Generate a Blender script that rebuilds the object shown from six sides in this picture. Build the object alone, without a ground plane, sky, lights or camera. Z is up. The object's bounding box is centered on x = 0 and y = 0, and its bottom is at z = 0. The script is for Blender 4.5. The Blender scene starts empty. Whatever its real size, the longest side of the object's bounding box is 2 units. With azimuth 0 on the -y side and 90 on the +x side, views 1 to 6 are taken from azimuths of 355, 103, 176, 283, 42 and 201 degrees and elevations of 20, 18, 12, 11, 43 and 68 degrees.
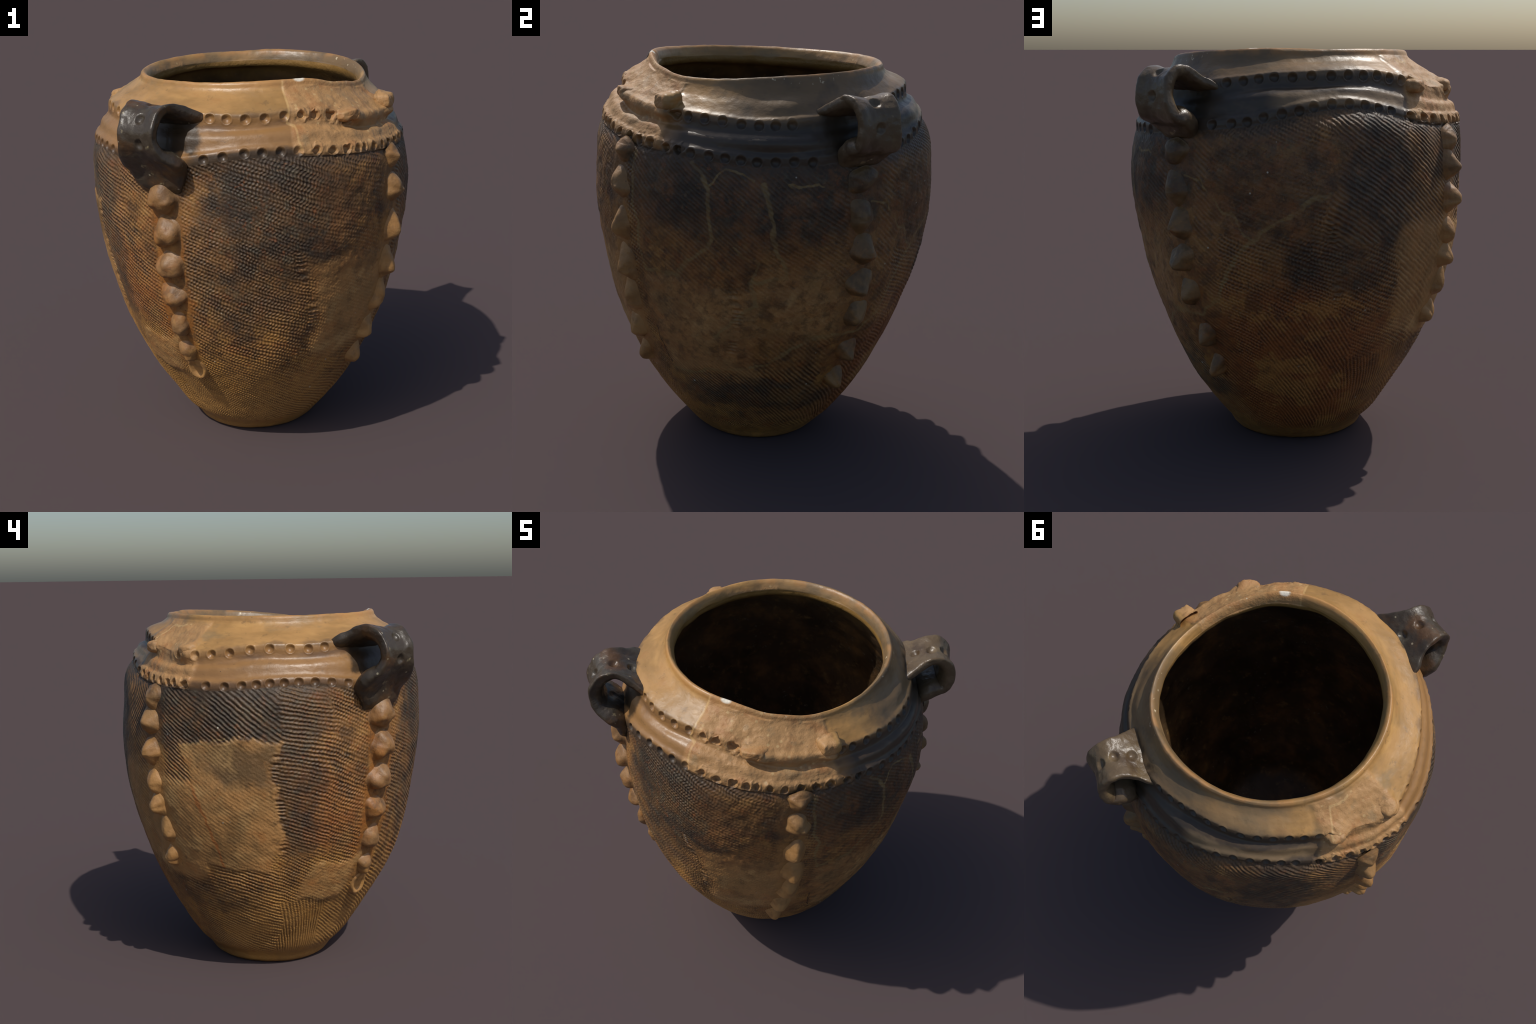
"""Large hand-built clay storage jar: egg-shaped cord-marked belly on a small flat base,
two dotted ridges on the shoulder, a wide plain neck, two strap handles, four columns of
clay bosses, scars of two lost handles and patches of smooth repair clay."""
import bpy, math
import numpy as np

rng = np.random.default_rng(7)
PI = math.pi

# =====================================================================================
# 1.  Small maths helpers.  Azimuth 0 looks down -y, 90 down +x, degrees, -180..180.
# =====================================================================================
def wrap180(a):
    return (np.asarray(a, float) + 180.0) % 360.0 - 180.0

def smooth01(t):
    t = np.clip(t, 0.0, 1.0)
    return t * t * (3 - 2 * t)

def ring(values, az):
    """Periodic cubic through values given every 360/len degrees, starting at azimuth 0."""
    v = np.asarray(values, float)
    n = len(v)
    f = (np.asarray(az, float) % 360.0) / 360.0 * n
    i = np.floor(f).astype(int)
    t = f - i
    p0, p1, p2, p3 = v[(i - 1) % n], v[i % n], v[(i + 1) % n], v[(i + 2) % n]
    return 0.5 * (2 * p1 + (p2 - p0) * t + (2 * p0 - 5 * p1 + 4 * p2 - p3) * t**2
                  + (3 * p1 - p0 - 3 * p2 + p3) * t**3)

def along(knots, values, x):
    """Cubic Hermite through (knots, values)."""
    k, v = np.asarray(knots, float), np.asarray(values, float)
    x = np.asarray(x, float)
    m = np.gradient(v, k)
    i = np.clip(np.searchsorted(k, x) - 1, 0, len(k) - 2)
    h = k[i + 1] - k[i]
    t = np.clip((x - k[i]) / h, 0, 1)
    return ((2*t**3 - 3*t**2 + 1) * v[i] + (t**3 - 2*t**2 + t) * h * m[i]
            + (-2*t**3 + 3*t**2) * v[i + 1] + (t**3 - t**2) * h * m[i + 1])

# seeded value noise on a hashed lattice, tri-linear, smooth
def _hash(i, j, k, seed):
    h = (i * 374761393 + j * 668265263 + k * 2147483647 + seed * 144665) & 0xFFFFFFFF
    h = ((h ^ (h >> 13)) * 1274126177) & 0xFFFFFFFF
    return ((h ^ (h >> 16)) & 0xFFFF) / 32767.5 - 1.0

def noise3(P, scale, seed=0):
    q = np.asarray(P, float) * scale
    f = np.floor(q).astype(np.int64)
    t = q - f
    t = t * t * (3 - 2 * t)
    out = 0
    for a in (0, 1):
        for b in (0, 1):
            for c in (0, 1):
                w = (t[..., 0] if a else 1 - t[..., 0]) * (t[..., 1] if b else 1 - t[..., 1]) \
                    * (t[..., 2] if c else 1 - t[..., 2])
                out = out + w * _hash(f[..., 0] + a, f[..., 1] + b, f[..., 2] + c, seed)
    return out

def fbm(P, scale, octaves=3, seed=0):
    s, a = 0, 1.0
    for o in range(octaves):
        s = s + a * noise3(P, scale * 2**o, seed + o)
        a *= 0.5
    return s

# =====================================================================================
# 2.  Form of the jar
# =====================================================================================
# rim crest: radius and height every 20 degrees of azimuth
RIM_R = [.586, .594, .601, .607, .614, .624, .629, .616, .595, .580, .569, .563, .560, .556, .557, .562, .566, .574]
RIM_Z = [1.997, 1.998, 1.963, 1.932, 1.938, 1.961, 1.978, 1.989, 1.995, 1.993, 1.994, 1.994, 1.989, 1.986, 1.985, 1.989, 1.993, 1.994]
# upper dotted ridge, every 10 degrees
UP_R = [.741, .733, .730, .735, .739, .740, .738, .739, .746, .753, .757, .758, .757, .753, .742, .724, .708, .701,
        .704, .706, .702, .700, .712, .737, .760, .768, .760, .742, .730, .729, .736, .742, .744, .746, .749, .748]
UP_Z = [1.853, 1.857, 1.850, 1.827, 1.800, 1.785, 1.780, 1.780, 1.778, 1.771, 1.766, 1.769, 1.786, 1.808, 1.828, 1.846, 1.860, 1.870,
        1.877, 1.881, 1.881, 1.872, 1.850, 1.822, 1.800, 1.795, 1.804, 1.821, 1.830, 1.829, 1.831, 1.843, 1.858, 1.864, 1.859, 1.852]
# lower dotted ridge, every 10 degrees
LO_R = [.825, .825, .828, .829, .824, .818, .818, .820, .822, .824, .825, .825, .825, .823, .821, .816, .812, .804,
        .794, .786, .781, .782, .789, .802, .821, .834, .838, .832, .819, .812, .817, .829, .838, .840, .837, .831]
LO_Z = [1.711, 1.705, 1.694, 1.682, 1.668, 1.655, 1.646, 1.640, 1.632, 1.624, 1.618, 1.618, 1.626, 1.640, 1.653, 1.664, 1.680, 1.709,
        1.740, 1.756, 1.745, 1.717, 1.689, 1.670, 1.660, 1.653, 1.648, 1.652, 1.662, 1.669, 1.666, 1.654, 1.649, 1.661, 1.684, 1.704]
# belly: mean radius and drift of the axis by height; two- and three-lobed ovality
BODY_Z = [.05, .12, .22, .35, .55, .80, 1.05, 1.30, 1.50, 1.62]
BODY_R = [.368, .430, .499, .581, .677, .766, .823, .857, .853, .838]
BODY_X = [-.006, -.011, -.006, -.005, -.007, -.001, .005, .012, .013, .007]
BODY_Y = [.001, .003, .003, .001, -.001, .003, .015, .013, .011, .008]
LOBE_Z = [0, .8, 1.62]
LOBES = [(2, 0, [.004, .011, .004]), (2, 1, [.002, .004, -.001]), (3, 0, [-.003, .007, .001]), (3, 1, [.001, .009, .015])]

# hollows and bulges left by the potter's hands: azimuth, height, half sizes, relief
SWELLS = [(327, 1.10, 18, .52, .022), (137, 1.38, 18, .20, -.042), (158, 1.22, 13, .28, -.021), (147, .86, 10, .16, .024),
          (117, .98, 12, .22, -.027), (42, 1.42, 20, .22, -.016), (32, .70, 10, .12, -.016), (108, .45, 12, .10, .012),
          (202, 1.50, 14, .16, -.010), (190, 1.62, 16, .09, -.028), (262, 1.27, 13, .13, -.020), (248, .97, 13, .14, .010), (225, .71, 10, .10, -.018),
          (303, .92, 9, .35, .012), (311, .31, 12, .10, -.014), (345, .32, 22, .10, -.010), (322, 1.58, 22, .10, .012)]

def swell(az, z):
    s = 0
    for a0, z0, da, dz, h in SWELLS:
        s = s + h * np.exp(-(wrap180(az - a0) / da) ** 2 - ((z - z0) / dz) ** 2)
    return s

def body_xy(az, z):
    """Point of the plain belly wall at azimuth and height."""
    t = np.radians(az)
    r = along(BODY_Z, BODY_R, z) + swell(az, z)
    for k, odd, amp in LOBES:
        r = r + along(LOBE_Z, amp, z) * (np.sin(k * t) if odd else np.cos(k * t))
    return along(BODY_Z, BODY_X, z) + r * np.sin(t), along(BODY_Z, BODY_Y, z) - r * np.cos(t)

def body_r(az, z):
    x, y = body_xy(az, z)
    return np.hypot(x, y)

# scars of the two lost handles on the upper ridge: centre azimuth, half width, bulge
SCARS = [(51.5, 14.0, .012, .030), (239.0, 10.8, .002, .022)]

def scar(az):
    s = 0
    for a0, w, mid, end in SCARS:
        d = np.abs(wrap180(az - a0)) / w
        s = s + mid * smooth01((1.3 - d) / 0.4) + end * np.exp(-((d - 1) / .30) ** 2)
    return s

def bump1(az, a0, w):
    return np.exp(-(wrap180(az - a0) / w) ** 2)

# chipped rim: notch edges
def rim_z(az):
    z = ring(RIM_Z, az)
    a = wrap180(az)
    drop = smooth01((a - 21) / 6) * smooth01((100 - a) / 30)
    z = z + .004 * drop + .005 * bump1(az, 19, 3) - .006 * bump1(az, 38, 8)
    return np.minimum(z, 1.9985)

def profile(az):
    """Stations (r, z) of the wall from base centre up the outside, over the lip, down inside."""
    az = np.asarray(az, float)
    one = np.ones_like(az)
    rR, zR = ring(RIM_R, az), rim_z(az)
    rU, zU = ring(UP_R, az) , ring(UP_Z, az)
    rL, zL = ring(LO_R, az), ring(LO_Z, az)
    sc = scar(az)
    t = np.radians(az)
    off = .010 * -np.sin(t)                       # the foot sits a little off centre
    st = [(0 * one, .003 * one), (.18 * one, .002 * one), (.292 + off, .0 * one),
          (.327 + off, .003 * one), (.344 + off, .016 * one)]
    tag = ['base'] * 5
    for z in (.052, .12, .22, .35, .55, .80, 1.05, 1.30, 1.47):
        st.append((body_r(az, z * one), z * one)); tag.append('belly')
    rTop = body_r(az, zL - .045)
    st.append((.45 * rTop + .55 * (rL + .004), zL - .045)); tag.append('belly')
    st += [(rL + .001, zL - .022), (rL, zL), (rL - .005, zL + .020), (rL - .022, zL + .036)]
    tag += ['belly'] + ['shoulder'] * 3
    lo_r, lo_z = rL - .022, zL + .036
    hi_r, hi_z = rU + .006, zU - .046
    st.append((lo_r + .52 * (hi_r - lo_r) + .006, lo_z + .55 * (hi_z - lo_z) + .004)); tag.append('shoulder')
    st += [(hi_r, hi_z), (rU + .002 + .35 * sc, zU - .027), (rU + sc, zU), (rU - .005 + sc, zU + .020),
           (rU - .024 + .8 * sc, zU + .034)]
    tag += ['shoulder'] * 5
    a_r, a_z = rU - .024 + .4 * sc, zU + .034
    for f, sag in ((.35, .006), (.68, .012)):
        st.append((a_r + f * (rR + .012 - a_r) - sag * .3, a_z + f * (zR - .02 - a_z) - sag)); tag.append('neck')
    st += [(rR + .012, zR - .028), (rR + .003, zR - .006), (rR - .005, zR), (rR - .016, zR - .006),
           (rR - .029, zR - .026), (rR - .038, zR - .055), (rR - .036, zR - .085)]
    tag += ['neck', 'rim', 'rim', 'rim', 'rim', 'rim', 'inner_wall']
    st.append((.5 * (rR + rU) - .062, .45 * zR + .55 * zU - .03)); tag.append('inner_wall')
    st.append((rU - .062, zU - .09)); tag.append('inner_wall')
    st.append((rL - .078, zL - .09)); tag.append('inner_wall')
    for z, thick in ((1.30, .076), (1.05, .070), (.80, .062), (.55, .054), (.35, .048), (.22, .045)):
        st.append((body_r(az, z * one) - thick, z * one)); tag.append('inner_wall')
    st += [(.38 * one, .095 * one), (.22 * one, .042 * one), (0 * one, .035 * one)]
    tag += ['inner_wall'] * 3
    return st, tag

# =====================================================================================
# 3.  Formulas that both the mesh (numpy) and the material (nodes) evaluate
# =====================================================================================
def harmonics(values, order=8):
    f = np.fft.rfft(values) / len(values)
    return [(f[0].real, 0.0)] + [(2 * f[k].real, -2 * f[k].imag) for k in range(1, order + 1)]
UP_H, LO_H = harmonics(UP_Z), harmonics(LO_Z)

def ridge_height(az, H):
    """Height of a dotted ridge at an azimuth, in numpy or in nodes."""
    t = az * (PI / 180)
    v = H[0][0]
    for k in range(1, len(H)):
        a, b = H[k]
        v = v + math.hypot(a, b) * sin_(t * float(k) + math.atan2(a, b))
    return v

class Sock:
    """A node socket that understands arithmetic."""
    tree = None
    def __init__(s, sock): s.k = sock
    def _m(s, op, *others):
        n = Sock.tree.nodes.new('ShaderNodeMath'); n.operation = op
        for i, o in enumerate((s,) + others):
            if isinstance(o, Sock): Sock.tree.links.new(o.k, n.inputs[i])
            else: n.inputs[i].default_value = float(o)
        return Sock(n.outputs[0])
    def __add__(s, o): return s._m('ADD', o)
    __radd__ = __add__
    def __sub__(s, o): return s._m('SUBTRACT', o)
    def __rsub__(s, o): return (s * -1.0) + o
    def __mul__(s, o): return s._m('MULTIPLY', o)
    __rmul__ = __mul__
    def __truediv__(s, o): return s._m('DIVIDE', o)
    def __neg__(s): return s * -1.0

def sin_(x): return x._m('SINE') if isinstance(x, Sock) else np.sin(x)
def abs_(x): return x._m('ABSOLUTE') if isinstance(x, Sock) else np.abs(x)
def sqrt_(x): return x._m('SQRT') if isinstance(x, Sock) else np.sqrt(x)
def max_(x, y):
    if isinstance(x, Sock): return x._m('MAXIMUM', y)
    if isinstance(y, Sock): return y._m('MAXIMUM', x)
    return np.maximum(x, y)
def min_(x, y):
    if isinstance(x, Sock): return x._m('MINIMUM', y)
    if isinstance(y, Sock): return y._m('MINIMUM', x)
    return np.minimum(x, y)
def step_(x, a, b):
    """Smooth step: 0 at a, 1 at b (a may exceed b)."""
    if isinstance(x, Sock):
        n = Sock.tree.nodes.new('ShaderNodeMapRange'); n.interpolation_type = 'SMOOTHSTEP'
        Sock.tree.links.new(x.k, n.inputs[0])
        lo, hi, o0, o1 = (a, b, 0, 1) if a < b else (b, a, 1, 0)
        for i, v in enumerate((lo, hi, o0, o1)): n.inputs[1 + i].default_value = v
        return Sock(n.outputs[0])
    return smooth01((x - a) / (b - a))
def dwrap(x):
    if isinstance(x, Sock): return x._m('WRAP', 180.0, -180.0)
    return wrap180(x)

def blob(az, z, a0, z0, da, dz, soft=.35):
    """1 inside an ellipse on the unrolled wall, fading to 0."""
    u, v = dwrap(az - a0) / da, (z - z0) / dz
    return step_(sqrt_(u * u + v * v), 1 + soft, 1 - soft)

def box(az, z, a0, a1, z0, z1, ea=3.0, ez=.03, lean=0.0):
    """1 inside a rectangle of azimuth x height; lean shifts azimuth (degrees per metre of height)."""
    mid = .5 * (a0 + a1)
    u = abs_(dwrap(az - mid - (z - .5 * (z0 + z1)) * lean if lean else az - mid))
    v = abs_(z - .5 * (z0 + z1))
    return step_(u, .5 * (a1 - a0) + ea, .5 * (a1 - a0) - ea) * step_(v, .5 * (z1 - z0) + ez, .5 * (z1 - z0) - ez)

def wobble(az, z, amp=1.0):
    """Irregular outline for patches: shifts in degrees and metres."""
    da = 1.8 * sin_(z * 11.0 + az * .07) + 1.0 * sin_(z * 23.0 - az * .13 + 1.0)
    dz = .014 * sin_(az * .17 + z * 5.0) + .009 * sin_(az * .41 + 2.0 - z * 9.0)
    return az + da * amp, z + dz * amp

def repair_mask(az, z):
    """Smooth clay of later repairs on the belly."""
    a, h = wobble(az, z)
    m = box(a, h, 251, 285, .67, 1.37, 1.2, .014)
    m = max_(m, box(a, h, 228, 258, .60, 1.15, 2, .03, lean=14))
    m = max_(m, box(a, h, 298, 320, .46, .70, 2, .02, lean=14))
    m = max_(m, box(a, h, 212, 236, .64, 1.22, 4, .05) * .65)
    m = max_(m, box(a, h, 17, 50, .60, 1.14, 3, .05, lean=-8) * .92)
    m = max_(m, box(a, h, 62, 104, .50, 1.00, 3, .03) * .85)
    m = max_(m, blob(a, h, 118, .92, 18, .20) * .9)
    return m

def worn_mask(az, z):
    """Scoured, roughened wall with the cord marks nearly gone."""
    a, h = wobble(az, z)
    m = box(a, h, 147, 186, 1.16, 1.60, 2, .02, lean=22)
    m = max_(m, box(a, h, 15, 50, 1.05, 1.62, 4, .05) * .8)
    m = max_(m, box(a, h, 58, 150, .55, 1.66, 4, .05) * .85)
    return m

def cord(az, z):
    """Height of the cord impressions, about -1..1: slanting strands, beaded in places,
    pressed on in fields whose slant differs."""
    s = dwrap(az) * .0143
    w = .016 * sin_(s * 4.0 + z * 5.0) + .006 * sin_(s * 9.0 - z * 6.0 + 1.3) + .0016 * sin_(s * 31.0 + z * 23.0) + .0009 * sin_(s * 71.0 - z * 47.0) + .0008 * sin_(s * 29.0 + z * 101.0)
    def field(deg, pitch, bead_pitch, bead, ph=0.0):
        c, k = math.cos(math.radians(deg)), math.sin(math.radians(deg))
        across = (s * k + z * c + w) * (2 * PI / pitch) + ph
        lengthways = (s * c - z * k + w * .7) * (2 * PI / bead_pitch)
        strand = sin_(across)
        return strand * (1 - bead) + bead * (strand * .45 + .75 * sin_(lengthways + 2.2 * sin_(across * .31 + 1.0) + 1.1 * sin_(across * .17 + lengthways * .05)) - .1)
    a, h = wobble(az, z, .8)
    beaded = field(23, .0190, .0170, .55)
    steep = field(37, .0195, .034, .16)
    flat = field(16, .0195, .020, .34)
    upright = field(74, .0230, .0120, .45)
    arc = field(52, .0210, .022, .28)
    m_steep = max_(box(a, h, 212, 286, .72, 1.64, 1.5, .02), box(a, h, 60, 150, .15, 1.7, 3, .03))
    m_steep = max_(m_steep, box(a, h, 186, 214, 1.12, 1.7, 1.5, .03))
    m_flat = max_(box(a, h, 285, 305, .75, 1.66, 1.5, .02), box(a, h, 238, 288, .05, .68, 1.5, .02))
    m_up = max_(box(a, h, 287, 312, .08, .46, 1.2, .02), box(a, h, 194, 226, .08, .55, 2, .03, lean=20))
    m_arc = box(a, h, 165, 200, .08, .8, 2, .04, lean=-12)
    v = beaded
    for m, f in ((m_steep, steep), (m_flat, flat), (m_arc, arc), (m_up, upright)):
        v = v * (1 - m) + f * m
    return v

def cord_strength(az, z):
    """Where the cord marks are deep: belly between base and lower ridge, not on repairs."""
    m = step_(z, .07, .13)
    k = 1 - .80 * repair_mask(az, z)
    k = k * (1 - .74 * worn_mask(az, z))
    for a0, half, z0 in ((326, 6.0, .56), (49.5, 5.0, .45), (137, 5.5, .45), (237.5, 5.0, .62)):   # smoothed strips under the boss columns
        k = k * (1 - .9 * step_(abs_(dwrap(az - a0)), half + 1.2, half - 1.2) * step_(z, z0 - .05, z0))
    return m * k

# =====================================================================================
# 4.  Wall mesh
# =====================================================================================
NAZ = 1728
AZ = -180 + 360.0 * np.arange(NAZ) / NAZ

DOTS_UP = [341.2, 347.3, 354.0, 1.0, 8.2, 75.0, 81.7, 88.4, 95.0, 101, 106.5, 112, 149.8, 156, 161.7, 167.4, 174.1, 181, 188.3,
           194.8, 201, 207.2, 213.1, 219, 253.4, 260, 267.1, 275.1, 282.8, 291, 298.3, 305]
DOTS_LO = [340.3, 346.5, 353.5, 359.2, 5.1, 11.0, 79.5, 85.7, 91, 96, 101, 106.7, 112.4, 118.3, 148, 154.8, 160, 165.2, 171,
           176.5, 181, 187, 193, 198.7, 204, 209.2, 260.2, 266.9, 272.9, 278, 282.7, 287.8, 293, 298.9, 305, 311.5]
# ragged punch marks in the repaired stretches: azimuth, size
RAGGED_UP = [(14.8, 1.0), (20.2, 1.1), (27.2, 1.35), (34, 1.5), (70, 1.2), (223.2, 1.3), (246, 1.1)]
RAGGED_LO = [(17.4, 1.1), (23.2, 1.15), (29, 1.2), (33.7, 1.0), (37, .95), (41.8, 1.0), (46.9, .95), (52.5, 1.05), (58, 1.1), (63.3, 1.2), (70, 1.1), (74.7, 1.1),
             (217.9, 1.25), (224, 1.15), (229.2, 1.1), (234.2, 1.0), (239.2, .95), (243.5, .95), (246.7, .95), (251.5, 1.2)]

def polar(r, az, z):
    t = np.radians(az)
    return np.stack([r * np.sin(t), -r * np.cos(t), z], -1)

def build_wall():
    st, tag = profile(AZ)
    R = np.stack([s[0] for s in st]); Z = np.stack([s[1] for s in st])
    K = len(st)
    rows_r, rows_z, rows_tag = [], [], []
    for i in range(K - 1):
        i0, i3 = max(i - 1, 0), min(i + 2, K - 1)
        L = np.mean(np.hypot(R[i + 1] - R[i], Z[i + 1] - Z[i]))
        t_ = tag[i + 1] if tag[i + 1] != 'inner_wall' else 'inner_wall'
        pitch = .0040 if tag[i] != 'inner_wall' and tag[i + 1] in ('belly', 'shoulder', 'neck', 'rim') else .02
        n = max(1, int(round(L / pitch)))
        # chord-length Catmull-Rom so short stations next to long ones stay crisp
        d0 = np.hypot(R[i] - R[i0], Z[i] - Z[i0]) + 1e-6
        d1 = np.hypot(R[i + 1] - R[i], Z[i + 1] - Z[i]) + 1e-6
        d2 = np.hypot(R[i3] - R[i + 1], Z[i3] - Z[i + 1]) + 1e-6
        for k in range(n):
            u = k / n
            out = []
            for V in (R, Z):
                m1 = ((V[i + 1] - V[i]) / d1 * d0 + (V[i] - V[i0]) / d0 * d1) / (d0 + d1) * d1 if i0 != i else V[i + 1] - V[i]
                m2 = ((V[i + 1] - V[i]) / d1 * d2 + (V[i3] - V[i + 1]) / d2 * d1) / (d1 + d2) * d1 if i3 != i + 1 else V[i + 1] - V[i]
                out.append((2*u**3 - 3*u**2 + 1) * V[i] + (u**3 - 2*u**2 + u) * m1
                           + (-2*u**3 + 3*u**2) * V[i + 1] + (u**3 - u**2) * m2)
            rows_r.append(out[0]); rows_z.append(out[1]); rows_tag.append(t_)
    rows_r.append(R[-1]); rows_z.append(Z[-1]); rows_tag.append(tag[-1])
    R = np.stack(rows_r); Z = np.stack(rows_z)
    A = np.broadcast_to(AZ, R.shape)
    P = polar(R, A, Z)
    return P, A, rows_tag

def grid_normals(P):
    du = np.roll(P, -1, 1) - np.roll(P, 1, 1)
    dv = np.gradient(P, axis=0)
    n = np.cross(du, dv)
    return n / (np.linalg.norm(n, axis=-1, keepdims=True) + 1e-12)

def punch(P, N, centre, rad, depth, lip=.15, disp=None, mask=None):
    d = np.linalg.norm(P - centre, axis=-1) / rad
    disp -= depth * smooth01((1.05 - d) / .75) - lip * depth * np.exp(-((d - 1.25) / .22) ** 2)

P, A, TAG = build_wall()
TAG = np.array(TAG)
N = grid_normals(P)
Zg = P[..., 2]
outer = np.isin(TAG, ['belly', 'shoulder', 'neck', 'rim', 'base'])
disp = np.zeros(Zg.shape)

# hand-made unevenness, everywhere on the outside
disp += np.where(outer[:, None], .0045 * fbm(P, 3.2, 3, 3) + .0012 * fbm(P, 22, 2, 11), .006 * fbm(P, 5, 3, 5))

# cord impressions on the belly
bel = TAG == 'belly'
zL = ring(LO_Z, AZ)
ab, zb = A[bel], Zg[bel]
top = smooth01((zL[None, :] - .027 - zb) / .018)
strength = cord_strength(ab, zb) * top
disp[bel] += .0017 * cord(ab, zb) * strength * (.35 + .65 * smooth01(.5 + .9 * noise3(P[bel], 7, 77)))
rep = repair_mask(ab, zb); worn = worn_mask(ab, zb)
disp[bel] += top * (.0045 * rep + .0022 * np.abs(worn) * fbm(P[bel], 30, 2, 21) + .0018 * rep * fbm(P[bel], 16, 3, 31))

# dotted rows: round punch marks; ragged ones where the shoulder was mended
idx_of = lambda az: int(round((wrap180(az) + 180) / 360 * NAZ)) % NAZ
def local(az, half):
    k = int(half / 360 * NAZ)
    return (np.arange(idx_of(az) - k, idx_of(az) + k + 1)) % NAZ
sh = np.where(TAG == 'shoulder')[0]
sh = np.arange(sh[0] - 14, sh[-1] + 12)
def row_of_dots(azs, RR, ZZ, extra, size=1.0, ragged=False):
    for az in azs:
        az, k = az if isinstance(az, tuple) else (az, 1.0)
        c = polar(ring(RR, az) + extra(az), az, ring(ZZ, az) + rng.normal(0, .003))
        cols = local(az, 6)
        sub = np.ix_(sh, cols)
        d = np.linalg.norm(P[sub] - c, axis=-1)
        if ragged:
            d = d * (1 + .28 * noise3(P[sub], 70, int(az)))
            d = d / (.021 * k)
            disp[sub] -= .022 * k * smooth01((1.05 - d) / .5) - .006 * np.exp(-((d - 1.35) / .25) ** 2) * noise3(P[sub], 50, 5)
        else:
            d = d / (.0225 * size)
            disp[sub] -= .016 * np.maximum(1 - d**2, 0) ** .8 - .0012 * np.exp(-((d - 1.2) / .16) ** 2)
row_of_dots(DOTS_UP, UP_R, UP_Z, scar)
row_of_dots(DOTS_LO, LO_R, LO_Z, lambda a: 0)
row_of_dots(RAGGED_UP, UP_R, UP_Z, scar, ragged=True)
row_of_dots(RAGGED_LO, LO_R, LO_Z, lambda a: 0, ragged=True)

# swellings and hollows of the shoulder: azimuth, height, half sizes, relief
up_rows = np.isin(TAG, ['shoulder', 'neck'])
for a0, z0, da, dz, hgt in ((234, 1.83, 9, .07, -.026), (106, 1.70, 16, .05, .026), (166, 1.78, 15, .045, .020), (110, 1.83, 8, .05, .014), (8, 1.77, 14, .04, .010),
                            (212, 1.78, 11, .05, -.012), (300, 1.91, 28, .035, -.008)):
    disp[up_rows] += hgt * np.exp(-(wrap180(A[up_rows] - a0) / da) ** 2 - ((Zg[up_rows] - z0) / dz) ** 2)

# rough repair clay over the shoulder: lumps between the ragged marks
rows_sh = np.isin(TAG, ['shoulder', 'neck'])
asub = A[rows_sh]
rough = box(asub, Zg[rows_sh], 12, 68, 1.6, 2.05, 2, .02) + box(asub, Zg[rows_sh], 219, 254, 1.6, 1.97, 2, .02)
disp[rows_sh] += rough * (.006 * fbm(P[rows_sh], 14, 3, 41) + .004)

# two vertical seams with short cross strokes on the belly
for a0, z0, z1, sway in ((13.0, .60, 1.27, 3.0), (188.0, .66, 1.30, 1.5), (94.0, .62, 1.10, 2.0), (286.0, .74, 1.34, 1.6)):
    cols = local(a0, 8)
    rows = np.where(bel)[0]
    sub = np.ix_(rows, cols)
    zz, aa = Zg[sub], A[sub]
    centre = a0 + sway * np.sin(zz * 9)
    d = wrap180(aa - centre)
    gate = smooth01((zz - z0) / .05) * smooth01((z1 - zz) / .05)
    disp[sub] += gate * np.exp(-(d / 1.5) ** 2) * (.0060 * np.sin(zz * 2 * PI / .027 + 3 * np.sin(zz * 37)) * (.55 + .45 * np.sin(zz * 23 + a0)) - .002)

P = P + N * disp[..., None]
P[..., 2] = np.maximum(P[..., 2], 0.0)
N = grid_normals(P)

# =====================================================================================
# 5.  Scene objects
# =====================================================================================
root = bpy.data.objects.new('clay_jar', None)
bpy.context.scene.collection.objects.link(root)
root['label'] = 'old cord-marked clay storage jar with two strap handles'
root['category'] = 'clay jar'

def add_mesh(name, verts, faces, normals=None, parent=None, kind=None):
    me = bpy.data.meshes.new(name)
    verts = np.asarray(verts, np.float32); faces = np.asarray(faces, np.int32)
    me.vertices.add(len(verts)); me.vertices.foreach_set('co', verts.ravel())
    me.loops.add(faces.size); me.loops.foreach_set('vertex_index', faces.ravel())
    me.polygons.add(len(faces))
    me.polygons.foreach_set('loop_start', np.arange(0, faces.size, faces.shape[1], dtype=np.int32))
    me.update(calc_edges=True)
    me.validate()
    me.polygons.foreach_set('use_smooth', np.ones(len(me.polygons), bool))
    if normals is not None:
        me.normals_split_custom_set_from_vertices(np.asarray(normals, np.float32).tolist())
    ob = bpy.data.objects.new(name, me)
    bpy.context.scene.collection.objects.link(ob)
    ob.parent = parent or root
    if kind: ob['kind'] = kind
    return ob

def grid_faces(nr, nc, closed=True):
    i = np.arange(nr - 1)[:, None]
    j = np.arange(nc if closed else nc - 1)[None, :]
    j2 = (j + 1) % nc
    return np.stack([i * nc + j, i * nc + j2, (i + 1) * nc + j2, (i + 1) * nc + j], -1).reshape(-1, 4)

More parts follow.
